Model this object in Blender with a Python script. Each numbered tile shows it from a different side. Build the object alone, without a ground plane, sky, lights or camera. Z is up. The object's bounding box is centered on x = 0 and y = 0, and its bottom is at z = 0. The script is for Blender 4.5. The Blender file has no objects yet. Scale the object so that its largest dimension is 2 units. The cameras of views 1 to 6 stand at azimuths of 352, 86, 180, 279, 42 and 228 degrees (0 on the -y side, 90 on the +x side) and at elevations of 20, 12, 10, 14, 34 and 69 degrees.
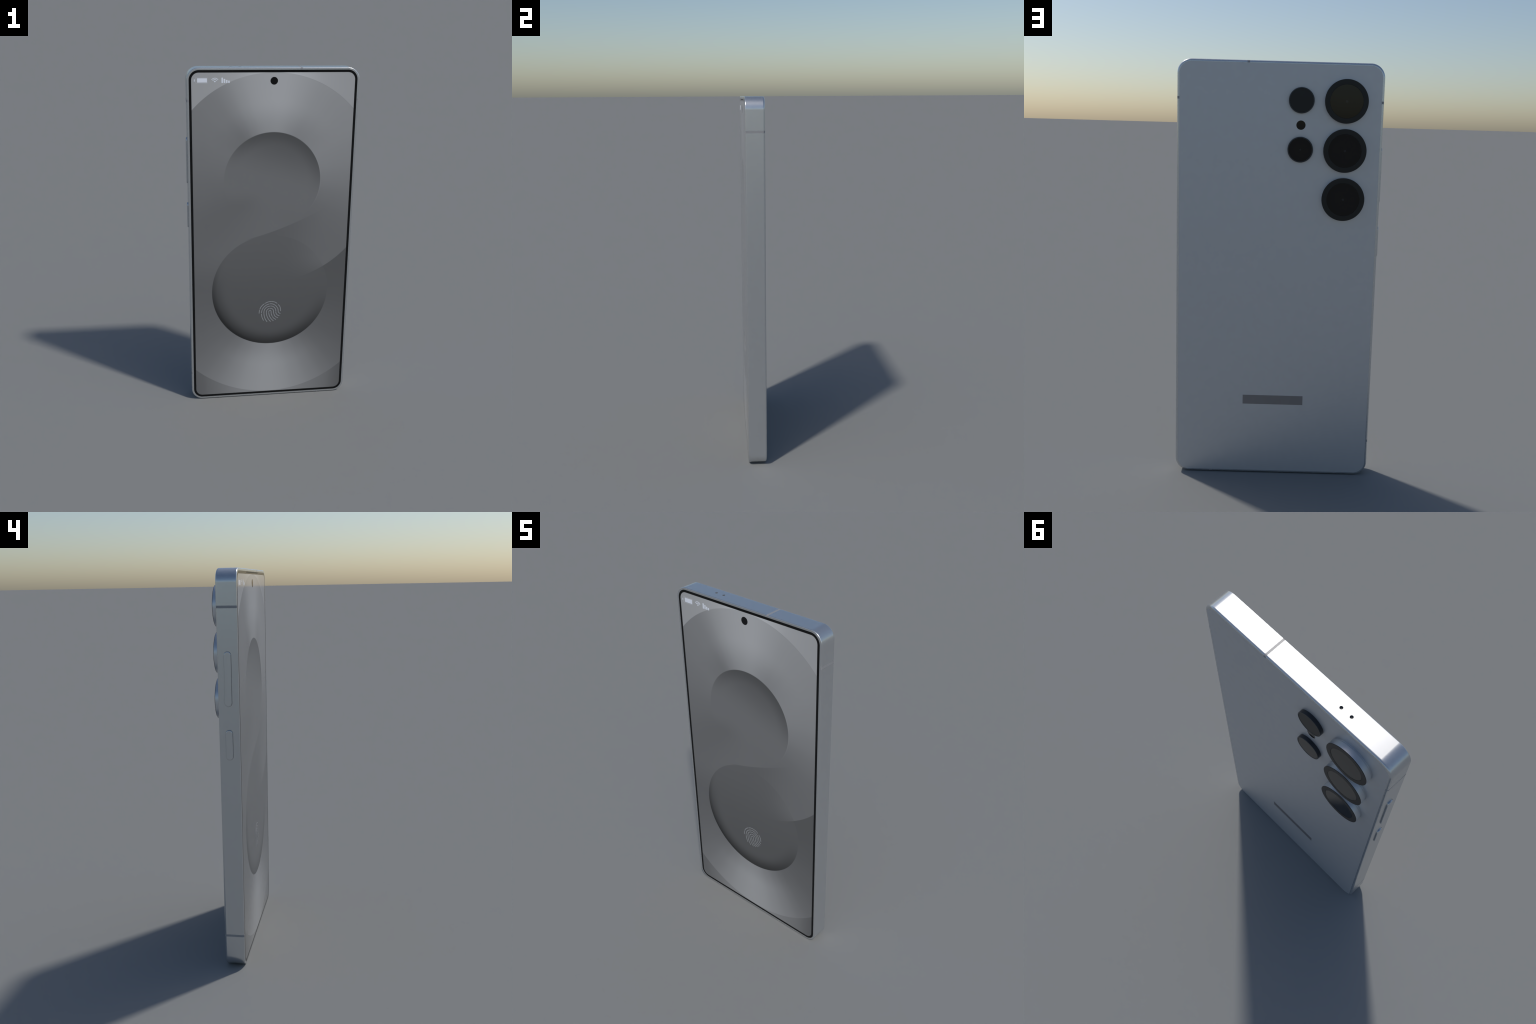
"""A slab smartphone standing upright: flat metal frame, edge-to-edge screen in front,
satin back panel with three large and two small round camera housings."""
import bpy, bmesh, math
from mathutils import Vector

# ------------------------------------------------------------------ main sizes (metres)
CX = 0.0033                    # body centre in x (side keys make the box wider on -x)
HW, ZC, HH = 0.4760, 1.0, 1.0  # half width, centre height, half height
R = 0.066                      # corner radius of the body outline
YF, YB = -0.0662, 0.0343         # front face, back face
FILLET_F, FILLET_B = 0.0042, 0.0100
LIP_F, LIP_B = 0.0122, 0.0112  # metal lip visible around the screen / back panel
BEZEL = 0.0135
KEY_OUT = 0.0066

# ------------------------------------------------------------------ helpers
def srgb(r, g, b):
    f = lambda c: (c / 255 / 12.92) if c <= 10 else ((c / 255 + 0.055) / 1.055) ** 2.4
    return (f(r), f(g), f(b), 1.0)

def new_object(name, bm, mat, parent=None, angle=35, weighted=True):
    me = bpy.data.meshes.new(name)
    bmesh.ops.recalc_face_normals(bm, faces=bm.faces)
    bm.to_mesh(me); bm.free()
    return from_mesh(name, me, mat, parent, angle, weighted)

def from_mesh(name, me, mat, parent=None, angle=35, weighted=True):
    ob = bpy.data.objects.new(name, me)
    bpy.context.scene.collection.objects.link(ob)
    me.materials.clear(); me.materials.append(mat)
    finish(ob, angle, weighted)
    ob.parent = parent
    return ob

def finish(ob, angle=35, weighted=True):
    me = ob.data
    me.set_sharp_from_angle(angle=math.radians(angle))
    me.shade_smooth() if hasattr(me, "shade_smooth") else None
    me.set_sharp_from_angle(angle=math.radians(angle))
    if weighted and not ob.modifiers.get("wn"):
        w = ob.modifiers.new("wn", "WEIGHTED_NORMAL"); w.keep_sharp = True; w.weight = 100

def outline(inset, seg=18, marks=()):
    """Rounded-rectangle outline in x,z, running round the body once.  `marks` are
    (side, a, b) spans cut into the straight sides; returns points and span flags."""
    hw, hh, r = HW - inset, HH - inset, R - inset
    pts, flag = [], []
    corners = [(CX + hw - r, ZC + hh - r, 0), (CX - hw + r, ZC + hh - r, 90),
               (CX - hw + r, ZC - hh + r, 180), (CX + hw - r, ZC - hh + r, 270)]
    sides = ["top", "left", "bottom", "right"]
    for k, (x, z, a0) in enumerate(corners):
        for i in range(seg + 1):
            a = math.radians(a0 + 90 * i / seg)
            pts.append((x + r * math.cos(a), z + r * math.sin(a))); flag.append(0)
        side = sides[k]
        spans = [m for m in marks if m[0] == side]
        down = side in ("top", "left")
        for _, c, w in sorted(spans, key=lambda m: m[1], reverse=down):
            ends = (c + w / 2, c - w / 2) if down else (c - w / 2, c + w / 2)
            for j, e in enumerate(ends):
                p = {"top": (e, ZC + hh), "bottom": (e, ZC - hh),
                     "left": (CX - hw, e), "right": (CX + hw, e)}[side]
                pts.append(p); flag.append(1 if j == 0 else 0)
    return pts, flag

def plate(inset, y0, y1, edge, seg=18):
    """Flat rounded slab between y0 (visible face) and y1, with a tiny eased edge."""
    bm = bmesh.new()
    s = 1 if y1 > y0 else -1
    loops = []
    for ins, y in ((inset + edge, y0), (inset, y0 + s * edge), (inset, y1)):
        loops.append([bm.verts.new((x, y, z)) for x, z in outline(ins, seg)[0]])
    n = len(loops[0])
    for a, b in zip(loops, loops[1:]):
        for i in range(n):
            bm.faces.new((a[i], a[(i + 1) % n], b[(i + 1) % n], b[i]))
    bm.faces.new(loops[0]); bm.faces.new(loops[-1])
    return bm

def lathe(profile, cx, cz, n=96, cap_start=False, cap_end=True):
    """Turn (radius, y) profile about an axis parallel to y."""
    bm = bmesh.new()
    rings = []
    for r, y in profile:
        rings.append([bm.verts.new((cx + r * math.cos(2 * math.pi * i / n), y,
                                    cz + r * math.sin(2 * math.pi * i / n))) for i in range(n)])
    for a, b in zip(rings, rings[1:]):
        for i in range(n):
            bm.faces.new((a[i], a[(i + 1) % n], b[(i + 1) % n], b[i]))
    if cap_end: bm.faces.new(rings[-1])
    if cap_start: bm.faces.new(rings[0])
    return bm

def arc(r0, y0, r1, y1, n=4, convex=True):
    """Quarter-round steps between two (radius, y) corners."""
    out = []
    for i in range(n + 1):
        t = math.pi / 2 * i / n
        if convex: out.append((r0 + (r1 - r0) * (1 - math.cos(t)), y0 + (y1 - y0) * math.sin(t)))
        else: out.append((r0 + (r1 - r0) * math.sin(t), y0 + (y1 - y0) * (1 - math.cos(t))))
    return out

def pill(half_len, half_wid, n=16):
    pts = []
    for s in (1, -1):
        for i in range(n + 1):
            a = math.radians((0 if s == 1 else 180) + 180 * i / n)
            pts.append((half_wid * math.cos(a), s * (half_len - half_wid) + half_wid * math.sin(a)))
    return pts

def prism(points3, shift):
    """Closed prism from a planar loop and an extrusion vector."""
    bm = bmesh.new()
    a = [bm.verts.new(p) for p in points3]
    b = [bm.verts.new(Vector(p) + Vector(shift)) for p in points3]
    n = len(a)
    for i in range(n):
        bm.faces.new((a[i], a[(i + 1) % n], b[(i + 1) % n], b[i]))
    bm.faces.new(a); bm.faces.new(b)
    bmesh.ops.recalc_face_normals(bm, faces=bm.faces)
    return bm

def cut(ob, bm):
    me = bpy.data.meshes.new("cutter"); bm.to_mesh(me); bm.free()
    c = bpy.data.objects.new("cutter", me); bpy.context.scene.collection.objects.link(c)
    m = ob.modifiers.new("cut", "BOOLEAN"); m.operation = "DIFFERENCE"; m.solver = "EXACT"; m.object = c
    dg = bpy.context.evaluated_depsgraph_get()
    new = bpy.data.meshes.new_from_object(ob.evaluated_get(dg))
    ob.modifiers.remove(m)
    old = ob.data; ob.data = new; new.name = old.name
    bpy.data.meshes.remove(old); bpy.data.objects.remove(c); bpy.data.meshes.remove(me)

# ------------------------------------------------------------------ materials
def material(name):
    m = bpy.data.materials.new(name); m.use_nodes = True
    nt = m.node_tree
    return m, nt, nt.nodes["Principled BSDF"]

class V:
    """Scalar node expression: python arithmetic that writes Math nodes."""
    nt = None
    def __init__(self, s): self.s = s
    @staticmethod
    def op(kind, *args):
        n = V.nt.nodes.new("ShaderNodeMath"); n.operation = kind
        for i, a in enumerate(args):
            if isinstance(a, V): V.nt.links.new(a.s, n.inputs[i])
            else: n.inputs[i].default_value = a
        return V(n.outputs[0])
    def __add__(s, o): return V.op("ADD", s, o)
    __radd__ = __add__
    def __sub__(s, o): return V.op("SUBTRACT", s, o)
    def __rsub__(s, o): return V.op("SUBTRACT", o, s)
    def __mul__(s, o): return V.op("MULTIPLY", s, o)
    __rmul__ = __mul__
    def __truediv__(s, o): return V.op("DIVIDE", s, o)
    def __pow__(s, o): return V.op("POWER", s, o)

def smooth(x, a, b, lo=0.0, hi=1.0):
    n = V.nt.nodes.new("ShaderNodeMapRange"); n.interpolation_type = "SMOOTHSTEP"
    flip = b < a
    if flip: a, b, lo, hi = b, a, hi, lo
    V.nt.links.new(x.s, n.inputs[0])
    for i, v in enumerate((a, b, lo, hi)): n.inputs[i + 1].default_value = v
    return V(n.outputs[0])

def mix(a, b, f):
    return V.op("ADD", a, (b - a) * f) if isinstance(b, V) or isinstance(a, V) else f * (b - a) + a

def curve(x, stops):
    """Piecewise smooth value of x through (x, value/255) stops, by a colour ramp."""
    lo, hi = stops[0][0], stops[-1][0]
    n = V.nt.nodes.new("ShaderNodeValToRGB"); cr = n.color_ramp; cr.interpolation = "CARDINAL"
    while len(cr.elements) > 1: cr.elements.remove(cr.elements[-1])
    for i, (p, v) in enumerate(stops):
        e = cr.elements[0] if i == 0 else cr.elements.new((p - lo) / (hi - lo))
        e.position = (p - lo) / (hi - lo); e.color = (v / 255, v / 255, v / 255, 1)
    V.nt.links.new(((x - lo) / (hi - lo)).s, n.inputs[0])
    sep = V.nt.nodes.new("ShaderNodeSeparateColor"); V.nt.links.new(n.outputs[0], sep.inputs[0])
    return V(sep.outputs[0])

def object_xyz():
    tc = V.nt.nodes.new("ShaderNodeTexCoord"); sp = V.nt.nodes.new("ShaderNodeSeparateXYZ")
    V.nt.links.new(tc.outputs["Object"], sp.inputs[0])
    return tuple(V(o) for o in sp.outputs)

def grain(nt, bsdf, base, amount, scale, bump=0.0):
    """Very fine tone variation, so that large plain surfaces are not dead flat."""
    tc = nt.nodes.new("ShaderNodeTexCoord"); no = nt.nodes.new("ShaderNodeTexNoise")
    no.inputs["Scale"].default_value = scale; no.inputs["Detail"].default_value = 3
    nt.links.new(tc.outputs["Object"], no.inputs["Vector"])
    cr = nt.nodes.new("ShaderNodeValToRGB")
    cr.color_ramp.elements[0].position = 0.3; cr.color_ramp.elements[1].position = 0.7
    cr.color_ramp.elements[0].color = tuple(c * (1 - amount) for c in base[:3]) + (1,)
    cr.color_ramp.elements[1].color = tuple(c * (1 + amount) for c in base[:3]) + (1,)
    nt.links.new(no.outputs["Fac"], cr.inputs[0]); nt.links.new(cr.outputs[0], bsdf.inputs["Base Color"])

def simple(name, base, rough, metallic=0.0, spec=0.5, vary=0.02, scale=40):
    m, nt, b = material(name)
    b.inputs["Roughness"].default_value = rough; b.inputs["Metallic"].default_value = metallic
    b.inputs["Specular IOR Level"].default_value = spec
    grain(nt, b, base, vary, scale)
    return m

METAL = simple("satin_metal", (0.615, 0.63, 0.64), 0.27, 0.84, vary=0.01)
WALL = simple("turned_metal", (0.66, 0.68, 0.70), 0.36, 0.75, vary=0.01)
BAND = simple("band_plastic", (0.29, 0.29, 0.30), 0.34, spec=0.35)
PANEL = simple("back_satin", (0.555, 0.56, 0.575), 0.42, 0.5, vary=0.012, scale=25)
PLATE = simple("mark_grey", (0.235, 0.225, 0.23), 0.42, 0.5)
BLACK_GLASS = simple("bezel_black", (0.0102, 0.0104, 0.0107), 0.08, spec=0.09)  # black lifted a little to carry the front reflection the low specular loses
HOLE_GLASS = simple("window_black", (0.003, 0.003, 0.0035), 0.06, spec=0.36)
SATIN_BLACK = simple("camera_black", (0.005, 0.0055, 0.006), 0.38, spec=0.40)
DARK_METAL = simple("camera_dark_metal", (0.045, 0.048, 0.053), 0.32, 0.6)
RECESS = simple("recess_dark", (0.007, 0.007, 0.007), 0.30, spec=0.05)
HOLE = simple("hole_dark", (0.10, 0.10, 0.10), 0.5)

def lens_material():
    m, nt, b = material("lens_glass"); V.nt = nt
    b.inputs["Roughness"].default_value = 0.04; b.inputs["Specular IOR Level"].default_value = 0.36
    tc = nt.nodes.new("ShaderNodeTexCoord"); sp = nt.nodes.new("ShaderNodeSeparateXYZ")
    nt.links.new(tc.outputs["Generated"], sp.inputs[0])
    x, y, z = (V(o) for o in sp.outputs)
    r = V.op("SQRT", (x - 0.5) * (x - 0.5) + (z - 0.5) * (z - 0.5)) * 2.0
    rings = V.op("SINE", r * 46.0) * 0.5 + 0.5                     # faint inner barrel rings
    dot = smooth(r, 0.10, 0.05)  # centre glint, painted as a paler spot in the glass colour
    v = 0.0010 + rings * 0.0026 * smooth(r, 0.95, 0.6) + dot * 0.016
    comb = nt.nodes.new("ShaderNodeCombineColor")
    for i, k in enumerate((0.95, 1.0, 1.1)): nt.links.new((v * k).s, comb.inputs[i])
    nt.links.new(comb.outputs[0], b.inputs["Base Color"])
    return m
LENS = lens_material()

def display_material():
    """Wallpaper of two overlapping big circles and two dished discs, in soft greys."""
    m, nt, b = material("display_wallpaper"); V.nt = nt
    b.inputs["Roughness"].default_value = 0.06
    x, _, z = object_xyz()
    AX, UZ, UR, UB = 0.0035, 1.374, 0.2755, 0.6075      # upper disc / upper big circle
    UBZ = 1.3672
    LX, LZ, LR, LB = 0.0020, 0.702, 0.3467, 0.6735      # lower disc / lower big circle
    px = 0.0016                                         # edge softness
    ux, uz = x - AX, z - UZ
    ur = V.op("SQRT", ux * ux + uz * uz)
    ubr = V.op("SQRT", ux * ux + (z - UBZ) * (z - UBZ))
    lx, lz = x - LX, z - LZ
    lr = V.op("SQRT", lx * lx + lz * lz)
    ua = V.op("ARCTAN2", ux, uz)                        # 0 = up, + = right
    la = V.op("ARCTAN2", lx, lz * -1.0)                 # 0 = down, + = right
    deg = math.pi / 180
    up = curve(ua, [(-180 * deg, 96), (-150 * deg, 94), (-125 * deg, 91), (-105 * deg, 95), (-85 * deg, 100), (-62 * deg, 106),
                    (-45 * deg, 110), (-33 * deg, 115), (-25 * deg, 127), (-16 * deg, 140), (0, 148), (12 * deg, 145), (24 * deg, 135),
                    (34 * deg, 130), (45 * deg, 127), (62 * deg, 123), (80 * deg, 117), (98 * deg, 108), (115 * deg, 100),
                    (130 * deg, 96), (150 * deg, 95), (180 * deg, 96)])
    up = up - smooth(ur, 0.46, 0.27) * smooth(V.op("ABSOLUTE", ua), 1.2, 0.2) * (17 / 255)
    low = curve(la, [(-180 * deg, 86), (-105 * deg, 85), (-75 * deg, 87), (-58 * deg, 91), (-46 * deg, 96), (-36 * deg, 104),
                     (-27 * deg, 115), (-17 * deg, 128), (-7 * deg, 136), (3 * deg, 137), (12 * deg, 130), (21 * deg, 120),
                     (30 * deg, 108), (38 * deg, 97), (50 * deg, 88), (70 * deg, 82), (100 * deg, 77), (180 * deg, 78)])
    low = low - smooth(lr, 0.50, 0.34) * smooth(V.op("ABSOLUTE", la), 1.0, 0.2) * (12 / 255)
    corner_low = curve(ux, [(-0.46, 84), (-0.38, 92), (-0.22, 112), (0.0, 122), (0.2, 112), (0.36, 96), (0.46, 79)])
    corner_up = curve(ux, [(-0.46, 137), (-0.3, 142), (-0.15, 154), (-0.06, 165), (0.06, 167), (0.14, 161), (0.26, 146), (0.46, 137)])
    # upper big circle over the lower field: crisp edge on the right, melting on the left
    in_up = smooth(ubr, UB + px, UB - px)
    soft = smooth(z, 0.72, 0.98)
    field = mix(low, up, mix(soft, in_up, smooth(x, 0.0, 0.26)) )
    field = mix(field, corner_low, smooth(lr, LB - px, LB + px) * smooth(z, 0.5, 0.45))
    field = mix(field, corner_up, smooth(ubr, UB - px, UB + px) * smooth(z, 1.4, 1.45))
    # upper dished disc: dark under its upper rim
    d = (ux * 0.30 + uz * 0.954) / UR
    k = ur / UR
    disc_u = (97 / 255) - smooth(d, -0.05, 1.05) * (19 / 255) - smooth(k, 0.70, 1.0) * smooth(d, -0.15, 0.75) * (9 / 255)
    field = mix(field, disc_u, smooth(ur, UR + 0.0035, UR - 0.0015) * smooth(d, -0.75, -0.25))
    field = field + smooth(V.op("ABSOLUTE", ur - (UR + 0.003)), 0.0035, 0.0) * smooth(ux, 0.02, 0.2) * smooth(uz, 0.23, 0.1) * smooth(uz, -0.22, -0.05) * (5 / 255)
    # sweep line of the S between the discs
    line = 1.0668 + x * 0.37 + (x - 0.05) * (x - 0.05) * 0.35
    under = smooth(line - z, -0.002, 0.002) * smooth(x, 0.34, 0.0) * smooth(x, -0.16, -0.08) * smooth(z, 0.70, 0.90)
    field = mix(field, V.op("ADD", 85 / 255, 0.0), under)
    # lower dished disc: dark along its lower rim
    e = (lz * -0.966 - lx * 0.259) / LR
    q = lr / LR
    disc_l = curve(lz, [(-0.35, 74), (-0.1, 76), (0.1, 80), (0.35, 85)])
    rim = smooth(q, 0.62, 1.02)
    disc_l = disc_l - rim * rim * smooth(e, -0.30, 0.85) * (33 / 255) - smooth(q, 0.9, 1.0) * smooth(e, -0.55, 0.2) * smooth(lx, 0.0, -0.2) * (9 / 255)
    disc_l = mix(disc_l, field, smooth(x, 0.0, 0.34) * smooth(z, 0.74, 0.92))
    field = mix(field, disc_l, smooth(lr, LR + px, LR - px) * smooth(e, -1.05, -0.9, 1.0, 1.0))
    # picture tone -> surface colour
    lin = ((field + 0.055) / 1.055) ** 2.4
    alb = V.op("MAXIMUM", (lin - LIGHT_SPEC) * LIGHT_GAIN, 0.002)
    comb = nt.nodes.new("ShaderNodeCombineColor")
    for i, t in enumerate((0.995, 0.993, 0.988)): nt.links.new((alb * t).s, comb.inputs[i])
    nt.links.new(comb.outputs[0], b.inputs["Base Color"])
    return m
LIGHT_SPEC, LIGHT_GAIN = 0.004, 1.75
DISPLAY = display_material()
ICON = simple("icon_white", (0.85, 0.88, 0.95), 0.06)
ICON_PALE = simple("icon_pale", (0.62, 0.63, 0.65), 0.06)
ICON_DIM = simple("icon_dim", (0.31, 0.315, 0.32), 0.06)

# ------------------------------------------------------------------ thing
phone = bpy.data.objects.new("smartphone", None)
bpy.context.scene.collection.objects.link(phone)
phone["label"] = "silver blue slab smartphone with five round rear cameras"
phone["category"] = "smartphone"

# ------------------------------------------------------------------ frame and antenna bands
BAND_W = 0.0118
MARKS = [("top", 0.1528, BAND_W), ("left", 1.8242, BAND_W), ("right", 1.8242, BAND_W),
         ("left", 0.1795, BAND_W), ("bottom", 0.3035, BAND_W), ("bottom", -0.3145, BAND_W)]

def frame_section():
    s = [(LIP_F, YF + 0.0070), (LIP_F, YF)]
    for i in range(9):
        a = math.pi / 2 * i / 8
        s.append((FILLET_F * (1 - math.sin(a)), YF + FILLET_F * (1 - math.cos(a))))
    for i in range(11):
        a = math.pi / 2 * i / 10
        s.append((FILLET_B * (1 - math.cos(a)), YB - FILLET_B * (1 - math.sin(a))))
    s += [(LIP_B, YB), (LIP_B, YB - 0.0070), (0.032, YB - 0.0070), (0.032, YF + 0.0070)]
    return s

def build_frame():
    sec = frame_section()
    rings, flag = [], None
    for ins, y in sec:
        pts, flag = outline(ins, 20, MARKS)
        rings.append([(x, y, z) for x, z in pts])
    n, m = len(flag), len(sec)
    span_no, groups = 0, {0: []}
    for i in range(n):
        key = 0
        if flag[i]: span_no += 1; key = span_no; groups[key] = []
        groups[key].append(i)
    for key, idx in groups.items():
        bm = bmesh.new(); vert = {}
        def v(j, i):
            if (j, i) not in vert: vert[(j, i)] = bm.verts.new(rings[j][i])
            return vert[(j, i)]
        for i in idx:
            i2 = (i + 1) % n
            for j in range(m):
                j2 = (j + 1) % m
                bm.faces.new((v(j, i), v(j, i2), v(j2, i2), v(j2, i)))
        if key:   # close the ends of the band so that it is a solid strip
            for i in (idx[0], (idx[0] + 1) % n):
                bm.faces.new([v(j, i) for j in range(m)])
        else:     # and the frame where the bands interrupt it
            for g, gi in groups.items():
                if g:
                    bm.faces.new([v(j, gi[0]) for j in range(m)])
                    bm.faces.new([v(j, (gi[0] + 1) % n) for j in range(m)])
        yield key, bm

frame = None
for key, bm in build_frame():
    if key == 0: frame = new_object("frame", bm, METAL, phone)
    else: new_object("antenna_band", bm, BAND, phone)

# recesses cut into the frame: key slots, microphone holes, port, speaker slots
KEYS = [("volume_key", 1.4903, 0.1297), ("power_key", 1.1741, 0.0731)]
KEY_Y, KEY_W = -0.0158, 0.0170
XL = CX - HW
frame.modifiers.clear()
for _, zc, half in KEYS:
    pts = [(XL - 0.01, KEY_Y + a, zc + c) for a, c in pill(half + 0.0009, KEY_W + 0.0009)]
    cut(frame, prism(pts, (0.0155, 0, 0)))
MICS = [(-0.1800, -0.0158), (-0.2298, -0.0158)]
def disc_prism(x, y, z0, dz, r, n=32):
    return prism([(x + r * math.cos(2 * math.pi * i / n), y + r * math.sin(2 * math.pi * i / n), z0) for i in range(n)], (0, 0, dz))
for x, y in MICS:
    cut(frame, disc_prism(x, y, 1.988, 0.03, 0.0073))
PORT_Y = 0.5 * (YF + YB)
cut(frame, prism([(CX + c, PORT_Y + a, -0.01) for a, c in pill(0.055, 0.0185)], (0, 0, 0.026)))
SLOTS = [0.13 + 0.024 * i for i in range(5)]
for sx in SLOTS:
    cut(frame, prism([(CX + sx + c, PORT_Y + a, -0.01) for a, c in pill(0.009, 0.0065, 8)], (0, 0, 0.022)))
cut(frame, disc_prism(CX - 0.12, PORT_Y, -0.01, 0.018, 0.006))
finish(frame)

for x, y in MICS:                                   # dark liner inside each hole
    new_object("microphone_hole", disc_prism(x, y, 1.9878, 0.0040, 0.00715), HOLE, phone)

# port tongue and liner at the underside
new_object("charging_port", prism([(CX + c, PORT_Y + a, 0.0150) for a, c in pill(0.045, 0.006)], (0, 0, -0.011)), RECESS, phone)

# side keys
for name, zc, half in KEYS:
    bm = bmesh.new(); loops = []
    f = 0.0032
    prof = [(0.0, XL + 0.005)] + [(f * (1 - math.cos(math.pi / 2 * i / 6)), XL - KEY_OUT + f * (1 - math.sin(math.pi / 2 * i / 6))) for i in range(7)]
    for ins, x in prof:
        loops.append([bm.verts.new((x, KEY_Y + a, zc + c)) for a, c in pill(half - ins, KEY_W - ins, 20)])
    n = len(loops[0])
    for a, b in zip(loops, loops[1:]):
        for i in range(n): bm.faces.new((a[i], a[(i + 1) % n], b[(i + 1) % n], b[i]))
    bm.faces.new(loops[0]); bm.faces.new(loops[-1])
    new_object(name, bm, METAL, phone)

# ------------------------------------------------------------------ screen
screen = new_object("screen", plate(LIP_F + BEZEL, YF, YF + 0.0069, 0.0002), DISPLAY, phone)

def ring_plate(in0, in1, y0, y1):
    bm = bmesh.new(); L = []
    for ins, y in ((in0, y1), (in0, y0), (in1, y0), (in1, y1)):
        L.append([bm.verts.new((x, y, z)) for x, z in outline(ins, 20)[0]])
    n = len(L[0])
    for k in range(4):
        a, b = L[k], L[(k + 1) % 4]
        for i in range(n): bm.faces.new((a[i], a[(i + 1) % n], b[(i + 1) % n], b[i]))
    return bm
bezel = new_object("bezel", ring_plate(LIP_F, LIP_F + BEZEL, YF, YF + 0.0069), BLACK_GLASS, screen)

def flat_piece(name, loops, mat, parent, y=YF, out=0.0003):
    """Thin raised pieces on the front (negative y), joined into one object."""
    bm = bmesh.new()
    for lp in loops:
        a = [bm.verts.new((x, y - out, z)) for x, z in lp]
        b = [bm.verts.new((x, y + 0.0006, z)) for x, z in lp]
        n = len(a)
        for i in range(n): bm.faces.new((a[i], a[(i + 1) % n], b[(i + 1) % n], b[i]))
        bm.faces.new(a); bm.faces.new(b)
    return new_object(name, bm, mat, parent, weighted=False)

def rect(x0, x1, z0, z1, r, n=5):
    r = min(r, (x1 - x0) / 2, (z1 - z0) / 2); out = []
    for cx, cz, a0 in ((x1 - r, z1 - r, 0), (x0 + r, z1 - r, 90), (x0 + r, z0 + r, 180), (x1 - r, z0 + r, 270)):
        for i in range(n + 1):
            a = math.radians(a0 + 90 * i / n); out.append((cx + r * math.cos(a), cz + r * math.sin(a)))
    return out

def stroke(pts, w, n=6):
    """Outline of a round-ended stroke along a smooth (Catmull-Rom) path in x,z."""
    P = [Vector(p) for p in pts]
    P = [P[0] * 2 - P[1]] + P + [P[-1] * 2 - P[-2]]
    path = []
    for i in range(1, len(P) - 2):
        for k in range(n):
            t = k / n
            path.append(0.5 * ((2 * P[i]) + (P[i + 1] - P[i - 1]) * t + (2 * P[i - 1] - 5 * P[i] + 4 * P[i + 1] - P[i + 2]) * t * t
                               + (-P[i - 1] + 3 * P[i] - 3 * P[i + 1] + P[i + 2]) * t ** 3))
    path.append(P[-2])
    def nrm(i):
        d = (path[min(i + 1, len(path) - 1)] - path[max(i - 1, 0)]).normalized()
        return Vector((-d.y, d.x))
    left = [path[i] + nrm(i) * w / 2 for i in range(len(path))]
    right = [path[i] - nrm(i) * w / 2 for i in range(len(path))]
    def cap(c, d):
        return [c + Vector((d.x * math.cos(a) - d.y * math.sin(a), d.x * math.sin(a) + d.y * math.cos(a))) * w / 2
                for a in (math.radians(-45), 0, math.radians(45))]
    end = cap(path[-1], (path[-1] - path[-2]).normalized())
    start = cap(path[0], (path[0] - path[1]).normalized())
    return [tuple(p) for p in right + end + left[::-1] + start]

# punch-hole camera
front_cam = new_object("front_camera", lathe([(0.0207, YF + 0.0005), (0.0207, YF - 0.0002), (0.0204, YF - 0.0003)], 0.0030, 1.9298, 64, True), HOLE_GLASS, screen)
new_object("front_lens", lathe([(0.0085, YF - 0.0002), (0.0083, YF - 0.0005)], 0.0030, 1.9298, 40, True), LENS, front_cam)
# earpiece slit in the top bezel
flat_piece("earpiece_slot", [rect(CX - 0.187, CX + 0.187, 1.9804, 1.9849, 0.002)], RECESS, screen, out=0.0003)

# status icons
def frame_strip(o, i):
    """Two half outlines that make a closed hollow frame."""
    h = len(o) // 2
    return [o[:h + 1] + i[:h + 1][::-1], o[h:] + o[:1] + i[:1] + i[h:][::-1]]
flat_piece("battery_icon", [rect(-0.4152, -0.3620, 1.9221, 1.9448, 0.001)], ICON, screen)
flat_piece("battery_outline", frame_strip(rect(-0.4264, -0.3567, 1.9176, 1.9493, 0.008), rect(-0.4253, -0.3578, 1.9187, 1.9482, 0.007)), ICON_PALE, screen)
flat_piece("battery_tip", [rect(-0.4320, -0.4284, 1.9272, 1.9398, 0.0016)], ICON, screen)
WX, WZ = -0.3201, 1.9222
def sweep(r, half, w):
    return stroke([(WX + r * math.sin(math.radians(a)), WZ + r * math.cos(math.radians(a))) for a in (-half, -half / 2, 0, half / 2, half)], w)
wedge = [(WX, WZ)] + [(WX + 0.0085 * math.sin(math.radians(a)), WZ + 0.0085 * math.cos(math.radians(a))) for a in range(-42, 43, 12)]
flat_piece("wifi_icon", [sweep(0.0229, 48, 0.0034), sweep(0.0152, 47, 0.0034), wedge], ICON, screen)
flat_piece("signal_icon", [rect(-0.2845 + 0.0121 * i, -0.2760 + 0.0121 * i, 1.9193, top, 0.0016) for i, top in enumerate((1.9478, 1.9414, 1.9355, 1.9319))], ICON, screen)

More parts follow.
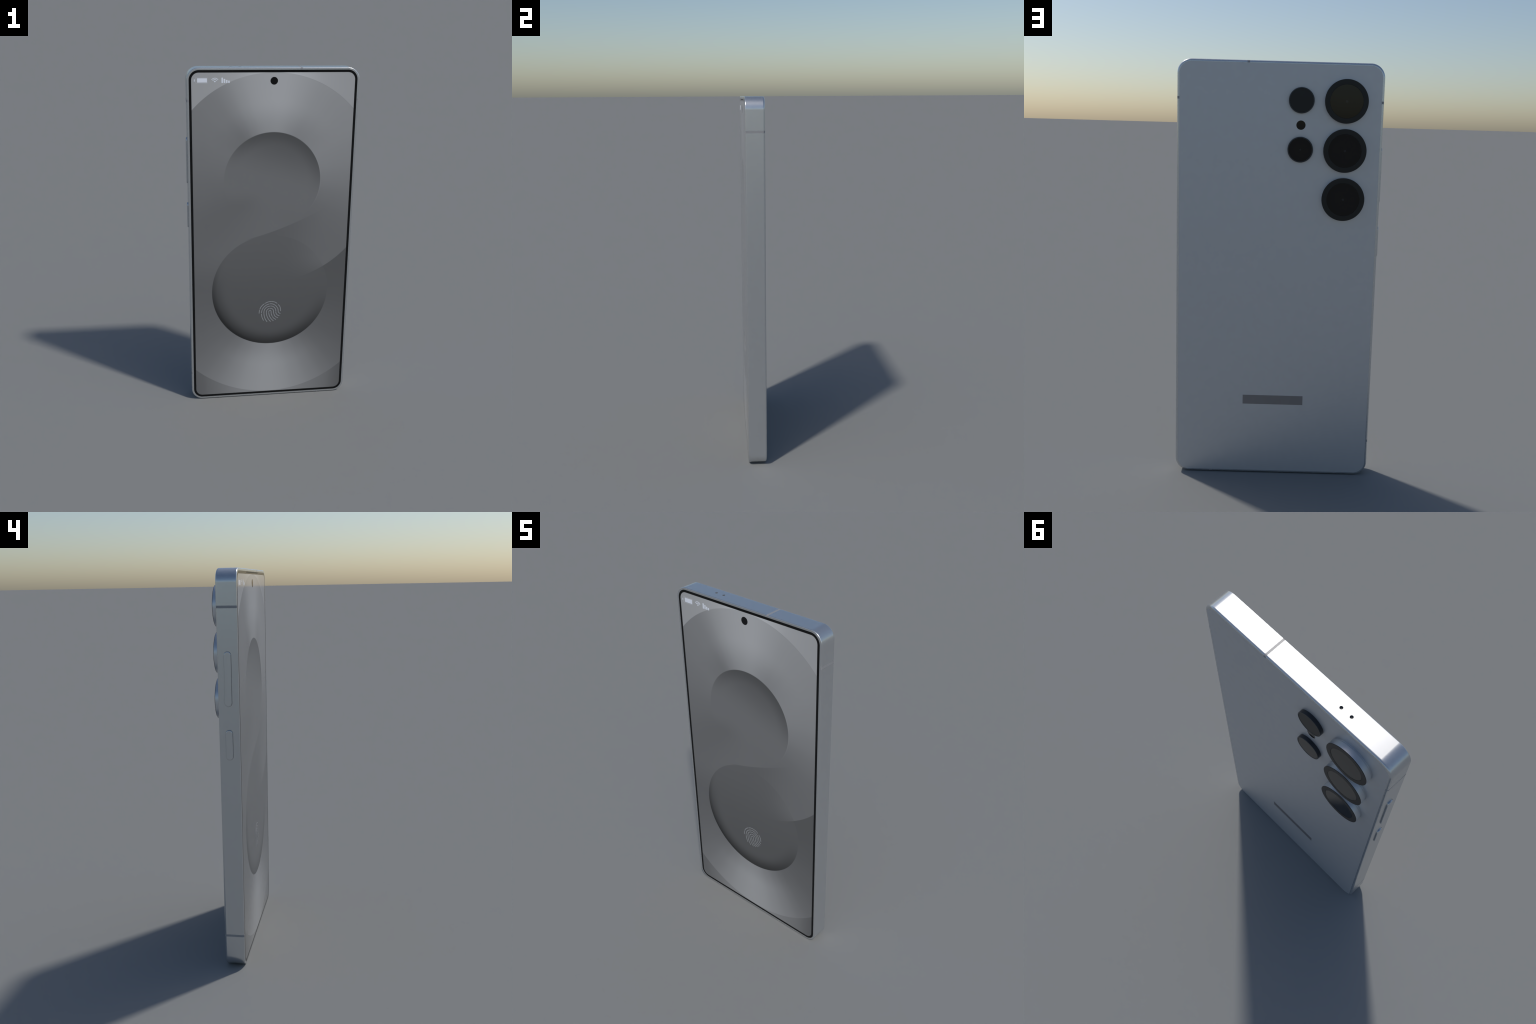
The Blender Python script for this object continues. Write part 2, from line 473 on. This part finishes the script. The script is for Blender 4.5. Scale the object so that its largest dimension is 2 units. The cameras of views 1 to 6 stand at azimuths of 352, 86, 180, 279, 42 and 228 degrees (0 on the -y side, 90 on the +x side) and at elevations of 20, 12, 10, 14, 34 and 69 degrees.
# fingerprint mark: open loops drawn as round-ended strokes, in units of 1/100 of a mark
FP = [[(-338, -30), (-335, 10), (-326, 60)],
      [(-316, 98), (-288, 155), (-243, 210), (-183, 258)],
      [(-148, 275), (-88, 303), (-33, 317), (30, 322)],
      [(52, 320), (112, 310), (167, 290), (217, 257)],
      [(262, 215), (302, 160), (327, 100), (336, 15)],
      [(-266, -20), (-253, 50), (-223, 115), (-173, 175), (-108, 220), (-33, 245)],
      [(-3, 252), (72, 245), (147, 210), (202, 160), (242, 100), (257, 50), (259, 8), (277, -35), (324, -68)],
      [(-263, -55), (-253, -130), (-233, -190), (-200, -258)],
      [(-88, -305), (-138, -230), (-173, -135), (-188, -40), (-183, 40), (-148, 110), (-83, 160), (12, 182)],
      [(42, 180), (102, 160), (147, 120), (177, 70), (187, 10)],
      [(184, -18), (202, -70), (237, -110), (294, -138)],
      [(22, -305), (-38, -235), (-83, -150), (-106, -70), (-110, 10), (-88, 65), (-33, 107)],
      [(-3, 112), (52, 102), (97, 65), (112, 20), (117, -40), (142, -110), (182, -160), (250, -198)],
      [(-38, 0), (-26, 30), (2, 47), (30, 30), (37, -10), (44, -70), (72, -135)],
      [(110, -285), (47, -225), (-3, -150), (-28, -80), (-38, -25)],
      [(84, -160), (122, -205), (187, -247)]]
FPX, FPZ = 0.0035, 0.5640
flat_piece("fingerprint_icon", [stroke([(FPX + a * 1.944e-4, FPZ + c * 2.09e-4) for a, c in s], 0.0046) for s in FP], ICON_DIM, screen)

# ------------------------------------------------------------------ back panel and cameras
back = new_object("back_panel", plate(LIP_B, YB, YB - 0.0069, 0.0002), PANEL, phone)
flat = prism([(-0.1434, YB - 0.0005, 0.3574), (0.1504, YB - 0.0005, 0.3574), (0.1504, YB - 0.0005, 0.4029), (-0.1434, YB - 0.0005, 0.4029)], (0, 0.0010, 0))
new_object("nameplate", flat, PLATE, back, weighted=False)

YC = 0.0664
for zc in (1.8255, 1.6014, 1.3773):
    x = -0.2985
    # narrower base at the dark strip by the panel, then a wider straight wall
    wall = [(0.0962, YB - 0.003), (0.0962, YB + 0.0050)] + arc(0.0962, YB + 0.0050, 0.0990, YB + 0.0068, 3, False)
    wall += arc(0.0990, YB + 0.0068, 0.0998, YB + 0.0078, 3, False)[1:]
    wall += [(0.0998, YC - 0.0020), (0.0985, YC - 0.0024)]
    cam = new_object("rear_camera", lathe(wall, x, zc, 128, False, False), WALL, phone)
    rim = [(0.0992, YC - 0.0022), (0.0998, YC - 0.0020), (0.0998, YC - 0.0009)] + arc(0.0998, YC - 0.0009, 0.0988, YC, 3) + [(0.0778, YC), (0.0772, YC - 0.0004), (0.0772, YC - 0.0018), (0.0700, YC - 0.0018)]
    new_object("camera_rim", lathe(rim, x, zc, 128, False, False), SATIN_BLACK, cam)
    lens = [(0.0764, YC - 0.0018), (0.0764, YC - 0.0008), (0.0757, YC - 0.0004)]
    new_object("camera_lens", lathe(lens, x, zc, 128), LENS, cam)

YS = 0.0511
for i, zc in enumerate((1.8256, 1.6016)):
    x = -0.0934
    wall = [(0.0588, YB - 0.003), (0.0590, YB + 0.001)] + arc(0.0590, YS - 0.0022, 0.0568, YS, 5) + [(0.0545, YS), (0.0534, YS - 0.0012), (0.0534, YS - 0.003)]
    cam = new_object("small_camera", lathe(wall, x, zc, 96), DARK_METAL, phone)
    new_object("camera_lens", lathe([(0.0531, YS - 0.0028), (0.0531, YS - 0.0013), (0.0525, YS - 0.0009)], x, zc, 96), SATIN_BLACK if i == 0 else LENS, cam)
new_object("sensor_window", lathe([(0.0213, YB - 0.001), (0.0213, YB + 0.0002), (0.0211, YB + 0.0004)], -0.0934, 1.7134, 64), HOLE_GLASS, back)
